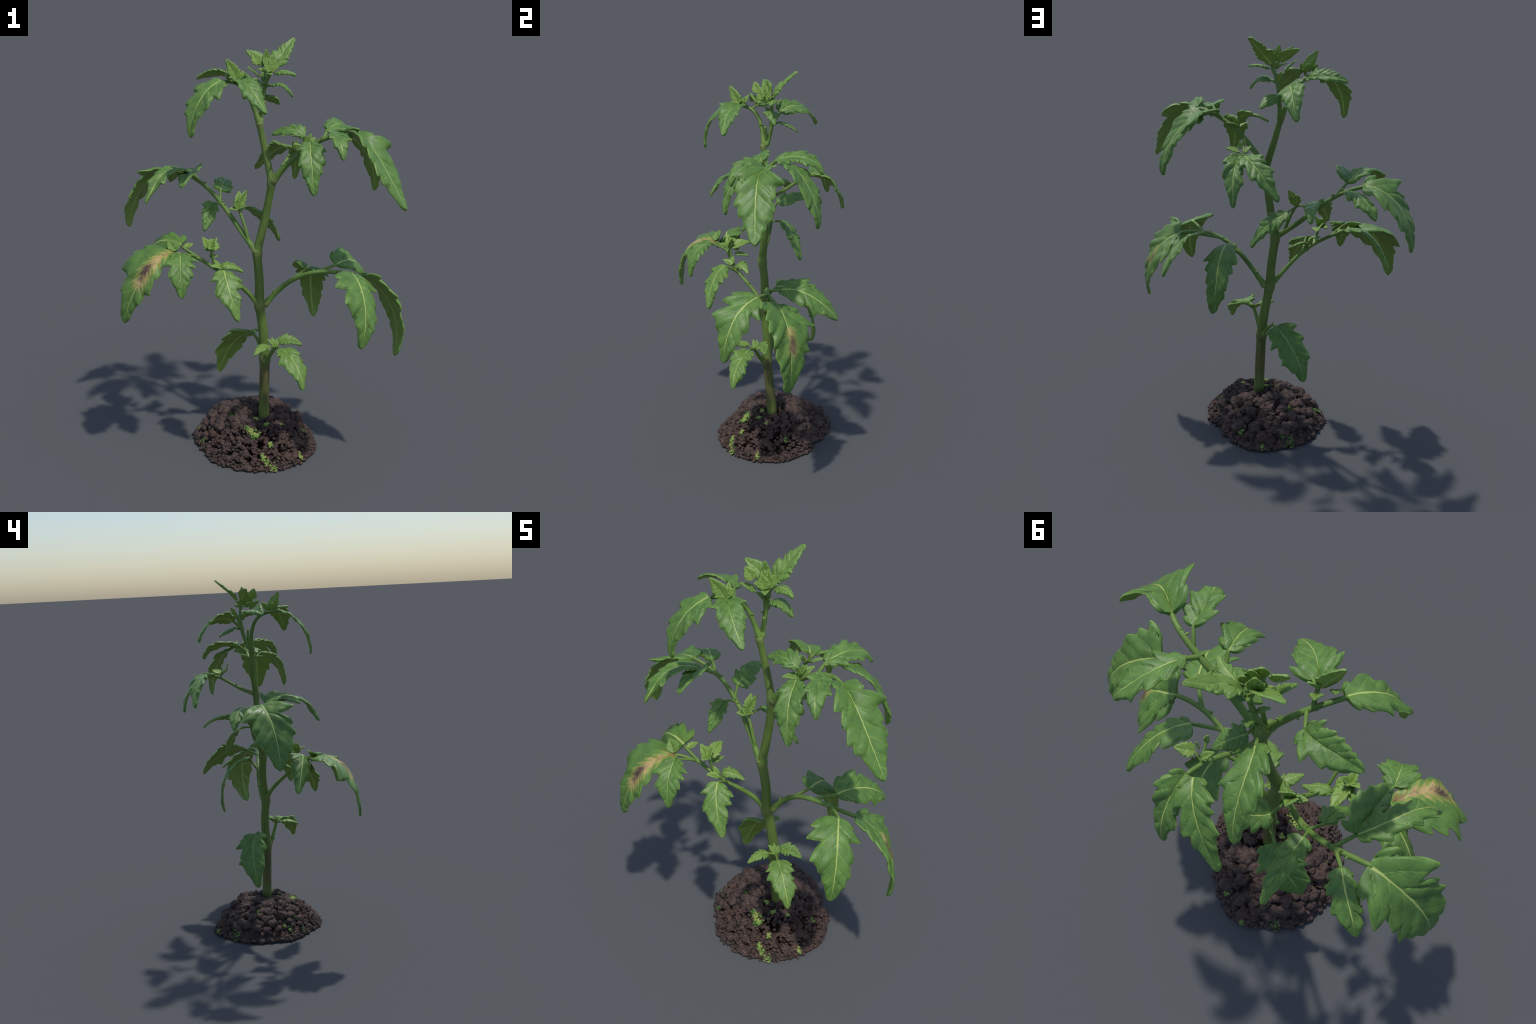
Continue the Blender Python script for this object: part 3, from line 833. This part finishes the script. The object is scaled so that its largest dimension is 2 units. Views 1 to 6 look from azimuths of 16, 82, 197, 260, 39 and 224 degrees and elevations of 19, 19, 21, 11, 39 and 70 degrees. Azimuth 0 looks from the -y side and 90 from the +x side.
for base, tip, w, upd in (((0.110, -0.080, 0.580), (0.085, -0.062, 0.615), 0.30, (0.5, -0.6, 0.6)),
                          ((0.112, -0.080, 0.580), (0.070, -0.085, 0.612), 0.30, (0.2, -0.5, 0.8)),
                          ((0.115, -0.082, 0.580), (0.110, -0.055, 0.612), 0.30, (0.5, -0.6, 0.6))):
    leaflet(straight(base, tip, 0.08), up=upd, width=w, parent=S, small=True, young=0.7, fold=15, pucker=0.8, thick=0.006)
H_ = stalk([(0.030, 0.002, 0.478), (0.000, 0.030, 0.535), (-0.025, 0.050, 0.580), (-0.070, 0.076, 0.567)], 0.0100, 0.0060, stubs=1, name="single_leaf")
leaflet([(-0.062, 0.071, 0.569), (-0.150, 0.127, 0.517), (-0.209, 0.108, 0.424), (-0.228, 0.102, 0.304)],
        [(-0.162, 0.030, 0.578), (-0.208, 0.041, 0.520), (-0.243, 0.060, 0.426)],
        [(-0.034, 0.149, 0.557), (-0.064, 0.172, 0.535), (-0.074, 0.196, 0.492), (-0.132, 0.192, 0.415), (-0.184, 0.155, 0.368)],
        parent=H_)


# ------------------------------------------------------------------ soil mound
RIM = ((-170, .325), (-156, .300), (-135, .285), (-112, .304), (-93, .294), (-84, .302), (-61, .301), (-41, .312), (-23, .316), (-5, .323),
       (16, .313), (31, .308), (48, .272), (66, .300), (78, .317), (93, .340), (99, .350), (110, .346), (118, .322), (128, .328), (142, .332), (160, .320), (178, .306))
KNOLLS = ((-0.150, -0.020, 0.048, 0.020), (-0.190, 0.045, 0.040, 0.016), (0.205, -0.095, 0.055, 0.045), (0.120, -0.170, 0.045, 0.020), (0.035, -0.010, 0.055, -0.016),
          (0.02, -0.11, 0.06, -0.014), (0.17, 0.14, 0.06, 0.032), (-0.05, 0.09, 0.04, 0.010), (0.08, 0.12, 0.05, 0.018), (-0.03, 0.05, 0.03, 0.014))


def rim_radius(theta):
    a = np.radians([r[0] for r in RIM])
    return np.interp(theta, np.r_[a[-1] - 2 * np.pi, a, a[0] + 2 * np.pi], np.r_[RIM[-1][1], [r[1] for r in RIM], RIM[0][1]])


def mound_height(x, y):
    q = np.clip(np.hypot(x, y) / rim_radius(np.arctan2(y, x)), 0, 1.0)
    back = 0.5 + 0.5 * np.tanh((y - 0.3 * x + 0.02) / 0.10)
    h = 0.165 * (1 - q ** (2.3 + 0.35 * back))
    for kx, ky, r, k in KNOLLS:
        h = h + k * np.exp(-((x - kx) ** 2 + (y - ky) ** 2) / r ** 2) * (1 - q ** 4)
    return h


def cell_bump(p, size):
    """Rounded clods: 1 in the middle of a random cell, 0 at its edge."""
    d, _ = noise.voronoi(Vector(p) / size)
    return max(0.0, 1.0 - (d[0] / max(d[1], 1e-4)) ** 1.5)


def front(x, y):
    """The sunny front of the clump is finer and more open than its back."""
    return float(smooth(np.array(0.55 * x - 0.9 * y + 0.25 * noise.noise(Vector((x * 9, y * 9, 3)))), -0.10, 0.16))


def build_mound():
    nt, nr = 360, 140
    verts = []
    for i in range(nr + 1):
        q = i / nr
        for j in range(nt):
            th = -math.pi + 2 * math.pi * j / nt
            r = rim_radius(th) * (1 - (1 - q) ** 1.25) * 0.97
            x, y = r * math.cos(th), r * math.sin(th)
            z = float(mound_height(np.array(x), np.array(y)))
            p = V(x, y, z)
            n = unit(V(x * 1.1, y * 1.1, 0.10 + 0.25 * (1 - q)))
            fr = front(x, y)
            k = 0.024 * (1 - 0.8 * fr) * (cell_bump(p, 0.075) - 0.4)
            k += 0.012 * (1 - 0.5 * fr) * (cell_bump(p + 0.31, 0.034) - 0.4) + (0.004 + 0.007 * fr) * (cell_bump(p + 0.7, 0.0135) - 0.4)
            k += 0.016 * fr * noise.noise(Vector(p * 30 + 4.0))
            k += 0.004 * noise.noise(Vector(p * 70))
            pit = noise.noise(Vector(p * 30 + 9.0)) + 0.7 * noise.noise(Vector(p * 66)) + 0.45 * noise.noise(Vector(p * 140))
            k -= (0.012 + 0.075 * fr) * float(smooth(np.array(pit), 0.12, 0.32)) * (1 - q ** 8)
            k += (0.003 + 0.006 * fr) * noise.noise(Vector(p * 120))
            edge = 1 - q ** 8
            p = p + n * k * (0.35 + 0.65 * edge)
            p[2] = max(p[2], 0.0) if q < 0.999 else 0.0
            verts.append(p)
    faces = []
    for i in range(nr):
        for j in range(nt):
            a, b = i * nt + j, i * nt + (j + 1) % nt
            faces.append((a, a + nt, b + nt, b) if i else (a, a + nt, b + nt, b))
    verts.append(V(0, 0, 0.0))
    c = len(verts) - 1
    for j in range(nt):
        faces.append((nr * nt + j, c, nr * nt + (j + 1) % nt))
    faces.append(tuple(range(nt))[::1])
    return mesh_object("soil_mound", verts, faces, [M_SOIL], plant)


mound = build_mound()


def build_crumbs():
    parts = []
    for k in range(900):
        th = RNG.uniform(-math.pi, math.pi)
        q = math.sqrt(RNG.uniform(0.03, 1.0)) if k % 3 else RNG.uniform(0.86, 0.985)
        r = rim_radius(th) * q
        x, y = r * math.cos(th), r * math.sin(th)
        fr = front(x, y)
        size = RNG.uniform(0.014, 0.030)
        if q > 0.86 or RNG.uniform() < 0.25 + fr:
            size = RNG.uniform(0.004, 0.013 - 0.004 * fr)
        if math.hypot(x - 0.043, y - 0.003) < 0.035 + size:
            continue
        z = max(float(mound_height(np.array(x), np.array(y))) + size * RNG.uniform(-0.2, 0.35), size * 0.8)
        parts.append(blob((x, y, z), size, k * 0.37, RNG.uniform(0.7, 1.0), 2 if size < 0.014 else 3, 0.38 + 0.3 * fr, 1.6 + fr))
    v, f = join(parts)
    ob = mesh_object("soil_crumbs", v, f, [M_SOIL], plant)
    ob["kind"] = "stuff"


build_crumbs()

MOSS = ((-0.020, -0.095, 0.034), (0.005, -0.125, 0.022), (0.036, -0.150, 0.030), (0.050, -0.160, 0.014), (0.136, -0.241, 0.016), (0.165, -0.245, 0.018), (0.110, -0.232, 0.012),
        (-0.110, -0.060, 0.018), (-0.190, -0.120, 0.012), (-0.225, -0.145, 0.012), (-0.170, -0.110, 0.012), (0.080, -0.080, 0.012), (0.130, -0.180, 0.011), (0.150, -0.050, 0.010),
        (0.270, -0.120, 0.011), (-0.090, 0.320, 0.012), (-0.205, 0.235, 0.018), (-0.165, 0.235, 0.010), (0.040, 0.275, 0.011), (-0.150, 0.100, 0.012), (-0.255, -0.030, 0.010),
        (-0.270, -0.060, 0.012), (0.080, 0.140, 0.013), (0.240, 0.040, 0.010), (-0.230, 0.020, 0.011), (-0.060, -0.030, 0.016), (0.020, -0.050, 0.012))


def build_moss():
    parts = []
    for x, y, r in MOSS:
        for k in range(10 + int(r * 1500)):
            a, d = RNG.uniform(0, 2 * math.pi), r * RNG.uniform(0, 1.25) ** 0.8
            px, py = x + d * math.cos(a) * 0.9, y + d * math.sin(a) * 0.9
            z = float(mound_height(np.array(px), np.array(py))) + 0.006
            parts.append(blob((px, py, max(z, 0.006)), RNG.uniform(0.002, 0.007), k + x * 50, RNG.uniform(0.4, 0.9), 1, 0.8, 1.8))
    v, f = join(parts)
    ob = mesh_object("moss", v, f, [M_MOSS], plant)
    ob["kind"] = "stuff"


build_moss()
